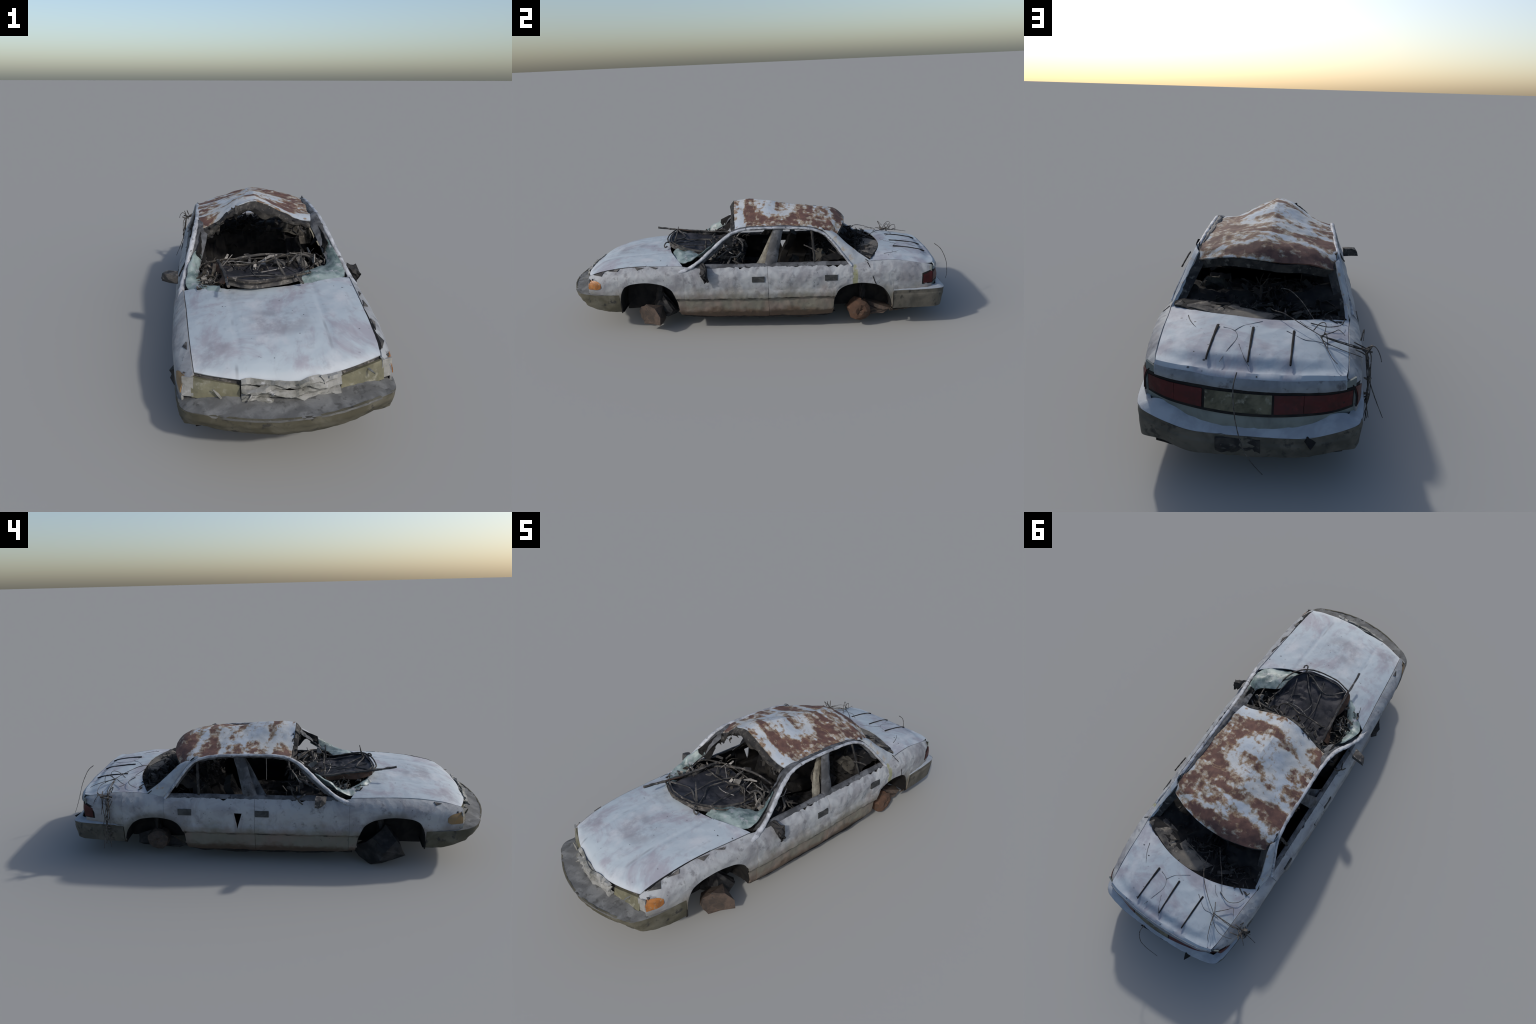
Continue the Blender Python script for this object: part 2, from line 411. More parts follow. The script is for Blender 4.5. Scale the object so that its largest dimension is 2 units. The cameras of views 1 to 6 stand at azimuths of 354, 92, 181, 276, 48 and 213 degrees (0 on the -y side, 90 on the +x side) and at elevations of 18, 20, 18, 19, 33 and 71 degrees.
# ------------------------------------------------------------------ body lines
ztop = curve([(-.90, .258), (-.87, .272), (-.84, .285), (-.80, .298), (-.76, .307), (-.66, .321), (-.52, .328),
              (-.40, .329), (-.35, .322), (-.28, .318), (0, .318), (.34, .318), (.44, .320), (.5, .327),
              (.56, .330), (.62, .330), (.72, .318), (.82, .297), (.86, .280)])
xtop = curve([(-.90, .250), (-.87, .260), (-.8, .268), (-.6, .281), (-.4, .298), (-.3, .304), (0, .306), (.4, .305),
              (.5, .295), (.6, .284), (.78, .272), (.86, .256)])
wmax = curve([(-.90, .281), (-.87, .292), (-.82, .304), (-.74, .316), (-.6, .328), (-.4, .333), (-.2, .336), (.2, .337),
              (.5, .334), (.65, .324), (.78, .307), (.86, .280)])
ARCH_F = [(-.703, .096), (-.701, .155), (-.688, .207), (-.668, .236), (-.63, .251), (-.565, .257), (-.49, .246),
          (-.447, .223), (-.424, .191), (-.412, .143), (-.404, .083)]
ARCH_R = [(.344, .074), (.347, .107), (.353, .158), (.372, .2), (.422, .227), (.477, .234), (.537, .228),
          (.582, .208), (.608, .178), (.626, .14), (.635, .085)]
archf = curve(ARCH_F); archr = curve(ARCH_R)
sill = curve([(-.404, .083), (-.30, .072), (-.05, .058), (.2, .060), (.344, .074)])

def lower(Y, s=0):
    d = (.002 if s > 0 else -.003)*smooth((Y+.40)/.06)*smooth((.34-Y)/.06)
    return lower0(Y)+d

def lower0(Y):
    if Y < -.703: return 0.192
    if Y <= -.404: return archf(Y)
    if Y < .344: return sill(Y)
    if Y <= .635: return archr(Y)
    return 0.178

def side_x(Y, Z):
    t = ztop(Y) - Z
    r = 1-(1-clamp(t/.062))**2.3
    x = xtop(Y) + (wmax(Y)-xtop(Y))*r
    if -.45 < Y < .40:
        x += .007*smooth((Z-.166)/.007)*smooth((.212-Z)/.018)
        x -= .004*smooth((.166-Z)/.006)
    x -= max(0, .105-Z)*.6
    return x

def green_x(Z):           # leaning glasshouse side
    return .307 - .350*(Z-.314)

def spaced(y0, y1, step=.007):
    ys = lin(y0, y1, max(3, int((y1-y0)/step)+1))
    for pts in (ARCH_F, ARCH_R):
        f = poly([(a, b, 0) for a, b in pts])
        ys += [q.x for q in (f(k/60) for k in range(61)) if y0 < q.x < y1]
    ys.sort(); o = [ys[0]]
    for y in ys[1:]:
        if y-o[-1] > .0007: o.append(y)
    return o

def jag(Y, s):
    if not -.33 < Y < .43: return 0.0
    a = abs(noise.noise(Vector((Y*26, s*5, 2)))) + .5*abs(noise.noise(Vector((Y*75, s*9, 4))))
    return (.004 - .014*a)*smooth((Y+.33)/.03)*smooth((.43-Y)/.03)

def side_panel(name, s, y0, y1, amp, seed, low=lower, rows=38):
    def f(Y, v):
        Z = lerp(low(Y, s), ztop(Y)+jag(Y, s), v)
        return (s*side_x(Y, Z), Y, Z)
    return sheet(name, f, spaced(y0, y1), lin(0, 1, rows), .006, (M_SIDE, M_CHAR), root,
                 out=(s, 0, .2), amp=amp, freq=1.5, seed=seed, angle=22, fade=lambda u, v: .5+.5*smooth(v*6)*smooth((1-v)*8))

for s in (1, -1):
    k = 1.0 if s > 0 else .7
    side_panel('front_fender', s, -.858, -.3746, .0022*k, 1+s)
    door_f = side_panel('front_door', s, -.374, .034, .0055*k, 4+s)
    door_r = side_panel('rear_door', s, .0352, .4392, .0065*k, 7+s)
    side_panel('rear_quarter_panel', s, .4402, .823, .0042*k, 10+s)
    # handles
    for d, yc in ((door_f, -.012 if s > 0 else .002), (door_r, .337 if s > 0 else .345)):
        zc = .265
        def f(u, v, yc=yc): return (s*(side_x(yc+u, zc+v)+.0035), yc+u, zc+v)
        sheet('door_handle', f, lin(-.030, .030, 8), lin(-.014, .014, 5), .008, (M_HANDLE,), d,
              out=(s, 0, 0), amp=.001, freq=3, seed=s)
    # charred sill strip along the window bottoms
    def f(u, v): return (s*(.306-.020*v), u, .318+.006*math.sin(v*3)+.013*v)
    sheet('window_sill_trim', f, lin(-.33, .43, 60), lin(0, 1, 5), .008, (M_FRAME,), root, out=(0, 0, 1), amp=.003, freq=2, seed=3+s)
    # wheel arch liners
    for pts, yc, xin in ((ARCH_F, -.555, .205), (ARCH_R, .49, .210)):
        pf = poly([(a, b, 0) for a, b in pts])
        def f(u, v):
            q = pf(u); X = lerp(side_x(q.x, q.y)-.004, xin, v)
            return (s*X, q.x, q.y+.006*math.sin(math.pi*v))
        sheet('wheel_arch_liner', f, lin(0, 1, 40), lin(0, 1, 6), .004, (M_CHAR,), root, out=(0, 0, 1), amp=.003, seed=s)
        def f(u, v):
            Y = lerp(pts[0][0], pts[-1][0], u); top = (archf if pts is ARCH_F else archr)(Y)
            return (s*xin, Y, lerp(.075, top+.006, v))
        sheet('wheel_arch_wall', f, lin(0, 1, 24), lin(0, 1, 8), .004, (M_CHAR,), root, out=(s, 0, 0), amp=.006, seed=5+s)

# ------------------------------------------------------------------ hood
hood_c = curve([(-.915, .250), (-.900, .268), (-.88, .285), (-.85, .301), (-.81, .316), (-.75, .330), (-.67, .341), (-.61, .346),
                (-.53, .353), (-.46, .358), (-.38, .360)])
def hood_rear(X): return -.487 + .108*(abs(X)/.3)**2
def hood_front(X): return -.908 + .055*(abs(X)/.26)**2.2
def hood_f(u, v):
    a = abs(u)
    # rounded front corners, sides follow the fender line
    Y0 = hood_front(u*.262); Y1 = hood_rear(u*.298)
    Y = lerp(Y0, Y1, v)
    X = u*(xtop(Y)-.004)
    Ze = ztop(Y)+.001; Zc = hood_c(Y + .030*(a**2.5)*(1-v)**2*-1)
    Z = lerp(Zc, min(Ze, Zc), a**4)
    Z += -.0035*math.exp(-((a-.50)/.025)**2)*smooth(v*4)*.8          # pressed swage lines
    Z -= .012*math.exp(-((X+.045)/.05)**2)*math.exp(-((Y+.915)/.03)**2)   # drooping nose
    return (X, Y, Z)
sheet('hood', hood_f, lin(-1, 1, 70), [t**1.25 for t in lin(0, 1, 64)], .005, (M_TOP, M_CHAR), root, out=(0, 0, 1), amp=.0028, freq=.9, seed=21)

# torn fender edges along the hood gap
rng = random.Random(5)
for s, n, mat in ((1, 4, M_SOOT), (-1, 1, M_SOOT)):
    parts = []
    for i in range(n):
        Y = -.84+.44*((i+rng.random())/n)**(1.3 if s > 0 else 1)
        l = rng.uniform(.012, .034)
        pts = []
        for y, d in ((Y-l, rng.uniform(.000, .004)), (Y+l*rng.uniform(-.6, .6), rng.uniform(.008, .020)), (Y+l*rng.uniform(.5, 1), rng.uniform(.0, .005))):
            z = ztop(y)-d; pts.append(W(s*(side_x(y, z)+.0018+(0.0 if mat is M_SOOT else .0012)), y, z+.0012))
        t = Vector((s*.001, 0, .001))
        V = [p+t for p in pts]+[p-t*2 for p in pts]
        parts.append((V, [[0, 1, 2], [5, 4, 3], [0, 3, 4, 1], [1, 4, 5, 2], [2, 5, 3, 0]]))
    o = from_data('torn_fender_lip', parts, (mat,), root, 10); o['kind'] = 'stuff'
def f(u, v):        # tapered black strip along the line between hood and fender
    Y = lerp(-.835, -.56, u); return ((xtop(Y)-.004+.011*v*(1-u)**.6*(.7+.5*noise.noise(Vector((Y*40, 0, 0))))), Y, ztop(Y)+.0016)
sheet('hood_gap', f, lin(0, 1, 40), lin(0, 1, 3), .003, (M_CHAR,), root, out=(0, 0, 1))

# ------------------------------------------------------------------ nose: lamps, grille
def nose_y(X): return -.908 + .62*X*X
def f(u, v):
    X = u*.291; return (X, nose_y(X)+.016*v + .004, lerp(.195, .272, v))
sheet('nose_panel', f, lin(-1, 1, 40), lin(0, 1, 9), .006, (M_SOOT,), root, out=(0, -1, 0), amp=.005, freq=2, seed=2)
for s in (1, -1):
    def f(u, v):
        X = s*lerp(.138, .268, u); zb = lerp(.203, .214, u); zt = lerp(.250, .270, u)
        return (X, nose_y(X)-.006+.012*v, lerp(zb, zt, v))
    sheet('headlight', f, lin(0, 1, 9), lin(0, 1, 6), .012, (M_LAMP,), root, out=(0, -1, 0), amp=.006, freq=1.6, seed=31+s, angle=15, jit=.0012)
    def f(u, v):
        Y = lerp(-.856, -.790, u); e = math.sqrt(max(0, 1-(max(0, u-.55)/.5)**2)); Z = .241+(v-.5)*.044*e+.004*(1-u)
        return (s*(side_x(Y, Z)+.003-.001*u), Y, Z)
    sheet('turn_signal', f, lin(0, 1, 9), lin(0, 1, 7), .008, (M_AMBER if s > 0 else M_DULL,), root, out=(s, 0, 0), amp=.002, freq=2, seed=s)
    def f(u, v):
        X = s*lerp(.262, .293, u)
        return (X, nose_y(X)-.004+.006*v, lerp(.216, .270, v))
    sheet('lamp_corner_trim', f, lin(0, 1, 4), lin(0, 1, 5), .006, (M_GRILLE,), root, out=(s, -1, 0), amp=.004, seed=s)
rng = random.Random(8)
for i, (z, h) in enumerate(((.209, .017), (.223, .013), (.236, .015), (.249, .014), (.260, .013))):
    ph = rng.random()*6
    def f(u, v):
        X = lerp(-.135, .135, u)
        dz = .006*math.sin(u*7+ph)+.003*math.sin(u*19+ph*2)
        return (X, nose_y(X)-.014+.010*v+.006*math.sin(u*9+ph)-.008*math.sin(v*3.1), z+dz+h*(v-.5)*(1+.4*math.sin(u*11+ph)))
    sheet('grille_slat', f, lin(0, 1, 22), lin(0, 1, 4), .005, (M_GRILLE,), root, out=(0, -1, 0), amp=.007, freq=1.8, seed=40+i, angle=10, jit=.0035)

parts = []; rs = random.Random(19)
for i in range(8):         # snapped trim lying across the lamps and grille
    X = rs.uniform(-.27, .27)
    V, F = shard_data((X, nose_y(X)-.012, rs.uniform(.215, .262)), .034, rs); parts.append((V, F))
o = from_data('snapped_trim', parts, (M_GRILLE,), root, 12); o['kind'] = 'stuff'
# ------------------------------------------------------------------ bumpers: lofts along the plan outline
def loft(name, path, prof_side, prof_mid, blend, lipz, n, mats, split, amp, seed, parent=root, hs=lambda w: 1.0):
    """path: half plan outline (X>=0) from the side to the middle; profiles: (inset, height above lip)"""
    half = poly([(x, y, 0) for x, y in path])
    pts = [half(i/(n-1)) for i in range(n)]
    full = [(p.x, p.y) for p in pts] + [(-p.x, p.y) for p in pts[-2::-1]]
    ws = [i/(n-1) for i in range(n)]; ws = ws + ws[-2::-1]
    m = len(full)
    rows = []
    for i in range(m):
        a = Vector(full[max(i-1, 0)]); b = Vector(full[min(i+1, m-1)])
        t = (b-a).normalized(); nrm = Vector((-t.y, t.x))
        if nrm.dot(Vector(full[i])) > 0: nrm = -nrm          # inward
        w = smooth(blend(ws[i])); z0 = lipz(ws[i])
        ring = []
        for (d1, h1), (d2, h2) in zip(prof_side, prof_mid):
            d = lerp(d1, d2, w); h = lerp(h1, h2, w)*hs(ws[i])
            ring.append((full[i][0]+nrm.x*d, full[i][1]+nrm.y*d, z0+h))
        rows.append(ring)
    k = len(prof_side)
    # refine across the profile
    prof = [poly(r) for r in rows]
    obs = []
    for nm, j0, j1, mat in split:
        def f(u, v): return tuple(rows[int(u)][int(v)].__iter__()) if v == int(v) else tuple(
            lerp(rows[int(u)][int(v)][c], rows[int(u)][int(v)+1][c], v-int(v)) for c in range(3))
        vs = lin(j0, j1, (j1-j0)*4+1)
        o = sheet(nm, f, list(range(m)), vs, .006, (mat, M_CHAR), parent,
                  out=lambda p: Vector((p.x*.6, p.y, .2)), amp=amp, freq=1.5, seed=seed)
        obs.append(o)
    return obs

front = [(.318, -.704), (.314, -.78), (.306, -.85), (.293, -.900), (.264, -.931), (.20, -.960), (.13, -.983), (.06, -.996), (0, -.999)]
bot_f = curve([(0, .103), (.30, .112), (.55, .15)])
fb = loft('front_bumper', front,
          [(.040, .010), (.018, .004), (0, -.006), (.001, -.040), (.004, -.070), (.010, -.094), (.05, -.098)],
          [(.085, .010), (.045, .005), (0, .000), (.004, -.026), (.022, -.054), (.055, -.082), (.12, -.100)],
          lambda w: (w-.32)/.22, lambda w: .197+.010*smooth((w-.2)/.3)-.002*smooth((w-.6)/.3), 46, None,
          [('front_bumper', 0, 2, M_BUMP), ('front_bumper_skirt', 2, 6, M_BUMPLOW)], .005, 51,
          hs=lambda w: 1-.30*math.exp(-((w-.36)/.13)**2))
rear = [(.328, .638), (.325, .72), (.318, .80), (.307, .856), (.281, .886), (.20, .907), (.10, .917), (0, .920)]
rb = loft('rear_bumper', rear,
          [(.035, .010), (.015, .004), (0, 0), (.002, -.018), (.0, -.024), (.006, -.09), (.03, -.100)],
          [(.042, .030), (.022, .018), (0, 0), (.002, -.020), (.0, -.028), (.012, -.072), (.06, -.088)],
          lambda w: (w-.38)/.2, lambda w: .188-.034*smooth((w-.40)/.36), 46, None,
          [('rear_bumper_shelf', 0, 2, M_SHELF), ('rear_bumper', 2, 6, M_REARBUMP)], .004, 61)

# ------------------------------------------------------------------ tail
def tail_y(X, Z=.31): return .860 - .25*X*X - 2.2*max(0, abs(X)-.2)**2 + .38*clamp(.31-Z, 0, .12)*(1-(abs(X)/.29)**2)
def lamp_lo(X): return .208 + .10*X*X
def lamp_hi(X): return .264 + .06*X*X
lip_z = curve([(-.29, .304), (-.2, .308), (-.1, .303), (0, .302), (.09, .301), (.17, .307), (.29, .308)])
trunk_c = curve([(.50, .347), (.60, .3505), (.67, .347), (.74, .340), (.80, .329), (.83, .317), (.85, .300)])
def rear_win(X): return .605 - .090*(abs(X)/.285)**2.3
def trunk_f(u, v):
    a = abs(u)
    if v <= 1:
        X0 = u*.283; Y = lerp(rear_win(X0), tail_y(u*.262)-.006, v)
        X = u*(xtop(Y)-.003)
        zc = trunk_c(Y); ze = ztop(Y)+.001
        Z = lerp(zc, min(zc, ze), a**3.5)
        e = lip_z(X)
        if v > .8: Z = lerp(Z, e+.001, smooth((v-.8)/.2)*.9)
        return (X, Y, Z)
    X = u*.262; w = v-1; Z = lerp(lip_z(X)-.004, lamp_hi(X)+.001, w)
    return (X, tail_y(X, Z)+.004*math.sin(w*3.1), Z)
trunk = sheet('trunk_lid', trunk_f, lin(-1, 1, 64), lin(0, 1, 44)+lin(1.12, 2, 8), .005, (M_TOP, M_CHAR), root,
              out=lambda p: Vector((0, .4, 1)), amp=.003, freq=1.1, seed=71)
def f(u, v):
    X = u*.260; Z = lerp(lip_z(X)-.008, lamp_hi(X)+.003, v)
    return (X, tail_y(X, Z)+.0034+.004*math.sin(v*3.1), Z)
sheet('trunk_rear_face', f, lin(-1, 1, 50), lin(0, 1, 9), .003, (M_REARFACE,), trunk, out=(0, 1, 0), amp=.003, freq=1.1, seed=71)
def f(u, v):
    X = u*.289; Z = lerp(.158+.35*X*X, lamp_hi(X)+.010+.02*abs(u)**6, v)
    return (X, tail_y(X, Z)-.003, Z)
sheet('tail_panel', f, lin(-1, 1, 50), lin(0, 1, 16), .006, (M_REARLOW, M_CHAR), root, out=(0, 1, 0), amp=.003, seed=72)
for a, b, m, nm in ((.126, .2035, M_RED, 'tail_light'), (.2045, .281, M_RED, 'tail_light'), (-.062, .118, M_PLATE, 'centre_reflector'),
                    (-.147, -.068, M_RED, 'tail_light'), (-.281, -.148, M_RED, 'tail_light')):
    def f(u, v):
        X = lerp(a, b, u); Z = lerp(lamp_lo(X)+.003, lamp_hi(X)-.006, v)
        return (X, tail_y(X, Z)+.003, Z)
    sheet(nm, f, lin(0, 1, 12), lin(0, 1, 7), .010, (m,), root, out=(0, 1, 0), amp=.0018, freq=2, seed=a)
def f(u, v):
    X = u*.284; Z = lamp_lo(X)-.005+(lamp_hi(X)-lamp_lo(X)+.008)*v
    return (X, tail_y(X, Z)+.0012, Z)
sheet('tail_light_bezel', f, lin(-1, 1, 50), lin(0, 1, 6), .004, (M_CHAR,), root, out=(0, 1, 0))
for s in (1, -1):       # lamps wrapping round the corners
    def f(u, v):
        Y = lerp(.780, .824, u); Z = lerp(.216, .258+.014*u, v)
        return (s*(side_x(Y, Z)+.003), Y, Z)
    sheet('corner_tail_light', f, lin(0, 1, 8), lin(0, 1, 7), .006, (M_RED,), root, out=(s, 0, 0), amp=.002, freq=2, seed=s)
    def f(u, v):
        Y = lerp(.773, .827, u); Z = lerp(.211, .266+.012*u, v)
        return (s*(side_x(Y, Z)+.0015), Y, Z)
    sheet('corner_lamp_bezel', f, lin(0, 1, 8), lin(0, 1, 5), .004, (M_CHAR,), root, out=(s, 0, 0))
for s in (1, -1):       # closing piece at the rear corners of the boot opening
    hull('tail_corner', [(s*.245, .78, .30), (s*.262, .78, .302), (s*.240, .838, .292), (s*.264, .828, .290), (s*.276, .820, .278),
                         (s*.240, .838, .255), (s*.276, .822, .255), (s*.25, .78, .26)], (M_SIDE,), root, sub=1, jit=.001, seed=3, angle=30)
# scorched luggage-rack slots on the trunk
for x0, x1 in ((.139-.024, .123), (.010, .009), (-.112, -.107)):
    def f(u, v):
        Y = lerp(.668, .826, u); X = lerp(x0, x1, u)+.004*(v-.5)*2*(1-.3*u)
        Z = trunk_c(Y); zz = lerp(Z, min(Z, ztop(Y)), (abs(X)/.28)**3.5)
        return (X, Y, zz+.003+.002*math.sin(v*3.1))
    sheet('luggage_rack_slot', f, lin(0, 1, 18), lin(0, 1, 4), .006, (M_CHAR,), trunk, out=(0, 0, 1), amp=.0015, freq=2)

# ------------------------------------------------------------------ roof
roof_mid = curve([(-.135, .584), (-.06, .586), (.046, .578), (.10, .567), (.167, .556), (.289, .541), (.366, .525), (.41, .508), (.436, .486)])
roof_edge = curve([(-.13, .478), (-.05, .497), (.1, .502), (.25, .494), (.31, .477), (.37, .452)])
roof_hw = curve([(-.13, .216), (-.05, .226), (.1, .232), (.3, .236), (.37, .240)])
bell = curve([(0, 1), (.15, .965), (.33, .84), (.5, .62), (.67, .36), (.85, .14), (1, 0)])
def roof_f(u, v):
    a = abs(u)
    Y0 = -.128 - .010*math.cos(u*2.2); Y1 = .430 - .066*a**2.2
    Y = lerp(Y0, Y1, v)
    X = u*(roof_hw(min(Y, .37))+(.013*smooth((Y+.08)/.1) if u > 0 else -.004))
    g1 = bell(a); g2 = lerp(1-a**1.45, 1-a**1.9, smooth((Y-.22)/.15))
    g = lerp(g1, g2, smooth((Y+.10)/.34))
    ze = roof_edge(Y); zm = roof_mid(Y if a < .2 else lerp(Y, Y-.03, 0))
    Z = ze + (zm-ze)*g
    Z -= .010*smooth((v-.90)/.10)
    dip = math.sin(math.pi*a**.85)
    Z -= dip*(.022*(1-smooth((Y+.02)/.30)) if u > 0 else .011*smooth((Y+.10)/.12)*(1-.6*smooth((Y-.28)/.12)))
    Z -= .008*smooth(u*3)*smooth((Y+.10)/.08)*smooth((.36-Y)/.08)*a
    Z += .0035*math.sin(Y*38+X*9)*math.sin(X*21+Y*7)                    # buckles
    return (X-.011, Y, Z)
roof = sheet('roof', roof_f, lin(-1, 1, 60), lin(0, 1, 60), .006, (M_ROOF, M_CHAR), root, out=(0, 0, 1), amp=.006, freq=1.2, seed=81, angle=24)
rs = random.Random(77); parts = []
for i in range(34):
    u = rs.uniform(-.92, .92); X, Y, Z = roof_f(u, 0)
    parts.append(shard_data((X, Y-.004+rs.uniform(-.012, .014), Z-rs.uniform(.012, .055)), .034, rs))
o = from_data('header_shreds', parts, (M_HEADER,), root, 14); o['kind'] = 'stuff'
# bent header hanging under the front edge
def f(u, v):
    X, Y, Z = roof_f(u, 0)
    drop = (.034+.016*math.sin(u*5+1)+.008*math.sin(u*13))*v
    return (X*(1-.02*v), Y-.002-.016*math.sin(v*2.4), Z-.003-drop)
sheet('roof_header', f, lin(-.98, .98, 44), lin(0, 1, 6), .004, (M_HEADER, M_CHAR), roof, out=(0, -1, 0), amp=.008, freq=1.6, seed=83, angle=15, jit=.002)
def f(u, v):
    X, Y, Z = roof_f(u, 1)
    return (X, Y+.004*v-.012*v, Z-.006-.030*v)
sheet('rear_header', f, lin(-.98, .98, 44), lin(0, 1, 5), .004, (M_HEADER, M_CHAR), roof, out=(0, 1, 0), amp=.005, freq=1.6, seed=84, angle=18)

# side rails: windscreen pillar, roof rail and rear quarter in one sweep
RAIL = [(-.395, .302), (-.345, .322), (-.300, .350), (-.235, .402), (-.190, .444), (-.135, .482), (-.07, .500), (.02, .503), (.11, .502),
        (.20, .498), (.262, .489), (.312, .468), (.354, .424), (.395, .370), (.437, .316)]
for s in (1, -1):
    rr = random.Random(9+s)
    p = [(s*(green_x(z)+.002), y, z-.002-(.007*smooth((z-.40)/.08) if s > 0 else 0)) for y, z in RAIL]
    tube('roof_rail', p, lambda t: .0095-.002*smooth((t-.3)/.12)+.004*smooth((.12-t)/.12), (M_RAIL,), root, sides=10, flat=.8, jit=.16, rng=rr, n=80, angle=50)
    p = [(s*(green_x(z)-.014), y+.012*(1 if z < .45 and y < 0 else 0), z-.011) for y, z in RAIL[1:-1]]
    tube('window_frame', p, .010, (M_FRAME,), root, sides=8, jit=.25, rng=rr, n=70, angle=40)
    # windscreen pillar, inner scorched flange
    A = poly([(s*(green_x(z)-.004), y, z+.004) for y, z in RAIL[1:7]])
    def f(u, v):
        q = A(u); return (q.x-s*.040*v, q.y-.010*v+.006, q.z-.006-.020*v*v)
    sheet('windscreen_pillar_flange', f, lin(0, 1, 26), lin(0, 1, 5), .003, (M_FRAME, M_SOOT), root, out=(0, -.4, 1), amp=.010, freq=1.6, seed=90+s, angle=15, jit=.0015)
    # rear roof pillar
    Aa = poly([(s*green_x(z), y, z) for y, z in [(.285, .486), (.312, .472), (.354, .427), (.395, .372), (.44, .318), (.47, .306)]])
    Bb = poly([(s*(.240+(.466-z)*.40), y, z) for y, z in [(.345, .468), (.375, .452), (.414, .418), (.465, .376), (.512, .343), (.53, .330)]])
    def f(u, v):
        a, b = Aa(u), Bb(u); q = a.lerp(b, v); q.x += s*(.010*math.sin(math.pi*v)*(1-u**3)-.006*u**6); return tuple(q)
    sheet('rear_pillar', f, lin(0, 1, 30), lin(0, 1, 12), .010, (M_CPIL, M_CHAR), root, out=(s, .2, .4), amp=.004, freq=1.5, seed=95+s)
    def f(u, v):
        b = Bb(u); return (b.x-s*.030*v, b.y-.004+.006*v, b.z-.004-.014*v)
    sheet('rear_window_flange', f, lin(0, 1, 20), lin(0, 1, 5), .004, (M_HEADER, M_CHAR), root, out=(0, 1, 1), amp=.008, freq=1.8, seed=97+s, angle=15, jit=.0015)
    # centre pillar
    yb, yt = (.045, .093) if s > 0 else (.050, .108)
    def f(u, v):
        Z = lerp(.312, .498, v); Y = lerp(yb, yt, v)+u*lerp(.030, .024, v)
        return (s*(green_x(Z)-.002-.010*u*u), Y, Z)
    sheet('centre_pillar', f, lin(-1, 1, 9), lin(0, 1, 20), .010, (M_FRAME, M_CHAR), root, out=(s, 0, 0), amp=.006, freq=1.5, seed=99+s, angle=20)
    def f(u, v):
        Z = lerp(.318, .48, v); Y = lerp(yb-.052, yt-.014, v**.8)+u*lerp(.022, .015, v)
        return (s*(green_x(Z)-.024-.02*math.sin(v*3)), Y, Z)
    sheet('pillar_lining', f, lin(-1, 1, 5), lin(0, 1, 14), .003, (M_TAN if s > 0 else M_FRAME, M_DEBRIS), root, out=(s, 0, 0), amp=.010, freq=1.8, seed=101+s, angle=12)
    # quarter-light divider
    yq = .262 if s > 0 else .285
    tube('quarter_light_divider', [(s*(green_x(z)-.008), yq+(z-.32)*-.06*s*1, z) for z in (.318, .37, .42, .485)],   .0065, (M_HEADER,), root,
         sides=6, jit=.3, rng=rr, flat=.6, angle=25)

# ------------------------------------------------------------------ cabin tub
pan_w = curve([(-.87, .26), (-.72, .27), (-.70, .19), (-.41, .19), (-.39, .31), (.33, .31), (.35, .19), (.63, .19), (.65, .27), (.86, .25)])
pan_z = curve([(-.87, .12), (-.7, .105), (-.4, .085), (-.2, .072), (.2, .066), (.35, .080), (.65, .090), (.86, .090)])
def f(u, v): return (u*pan_w(v), v, pan_z(v)+.008*noise.noise(Vector((u*3, v*12, 1))))
sheet('underbody', f, lin(-1, 1, 30), lin(-.86, .85, 110), .012, (M_CHAR,), root, out=(0, 0, 1), amp=.006, freq=1.2, seed=111)
def f(u, v): return (u*lerp(.20, .300, v), lerp(-.925+.06*u*u, -.695, v), lerp(.130, .102, v))
sheet('front_undertray', f, lin(-1, 1, 24), lin(0, 1, 10), .005, (M_CHAR,), root, out=(0, 0, 1), amp=.005)
def f(u, v): return (u*lerp(.31, .26, v), lerp(.64, .90-.04*u*u, v), lerp(.088, .082, v))
sheet('rear_undertray', f, lin(-1, 1, 24), lin(0, 1, 10), .005, (M_CHAR,), root, out=(0, 0, 1), amp=.005)
def f(u, v): X = lerp(-.035, .085, u); return (X, .9225-.10*X*X-.018*max(0, v-.4)*2, lerp(.146, .078, v))
sheet('bumper_recess', f, lin(0, 1, 12), lin(0, 1, 8), .004, (M_HEADER,), root, out=(0, 1, 0), amp=.004, freq=2)  # flat dark panel set on the middle of the rear bumper
def f(u, v): return (u*.285, lerp(-.400, -.435, v), lerp(.08, .325, v))
sheet('firewall', f, lin(-1, 1, 24), lin(0, 1, 10), .006, (M_CHAR,), root, out=(0, 1, 0), amp=.008, seed=112)
def f(u, v): return (u*.292, lerp(hood_rear(u*.295)-.006, -.36+.02*(1-abs(u)), v), lerp(.336, .300, smooth(v))-.012*abs(u)**3)
sheet('cowl', f, lin(-1, 1, 40), lin(0, 1, 8), .005, (M_CHAR,), root, out=(0, 0, 1), amp=.006, freq=1.8, seed=113)
def f(u, v):
    return (u*.272, lerp(-.375, -.10, v), .312+.018*math.sin(v*3.1)-.05*smooth((v-.75)/.25)-.02*abs(u)**4)
sheet('dashboard', f, lin(-1, 1, 40), lin(0, 1, 22), .010, (M_CHAR, M_CHAR), root, out=(0, 0, 1), amp=.022, freq=1.5, seed=114, angle=15, jit=.003)
def f(u, v): return (u*.275, lerp(.50, .47, v), lerp(.08, .32, v))
sheet('rear_bulkhead', f, lin(-1, 1, 24), lin(0, 1, 10), .006, (M_CHAR,), root, out=(0, -1, 0), amp=.01, seed=115)
def f(u, v):
    X = u*.282; return (X, lerp(.455, rear_win(X)+.004, v), .332+.004*v+.012*smooth((u+.1)*2)*math.sin(v*3)-.004*smooth((-u)*2))
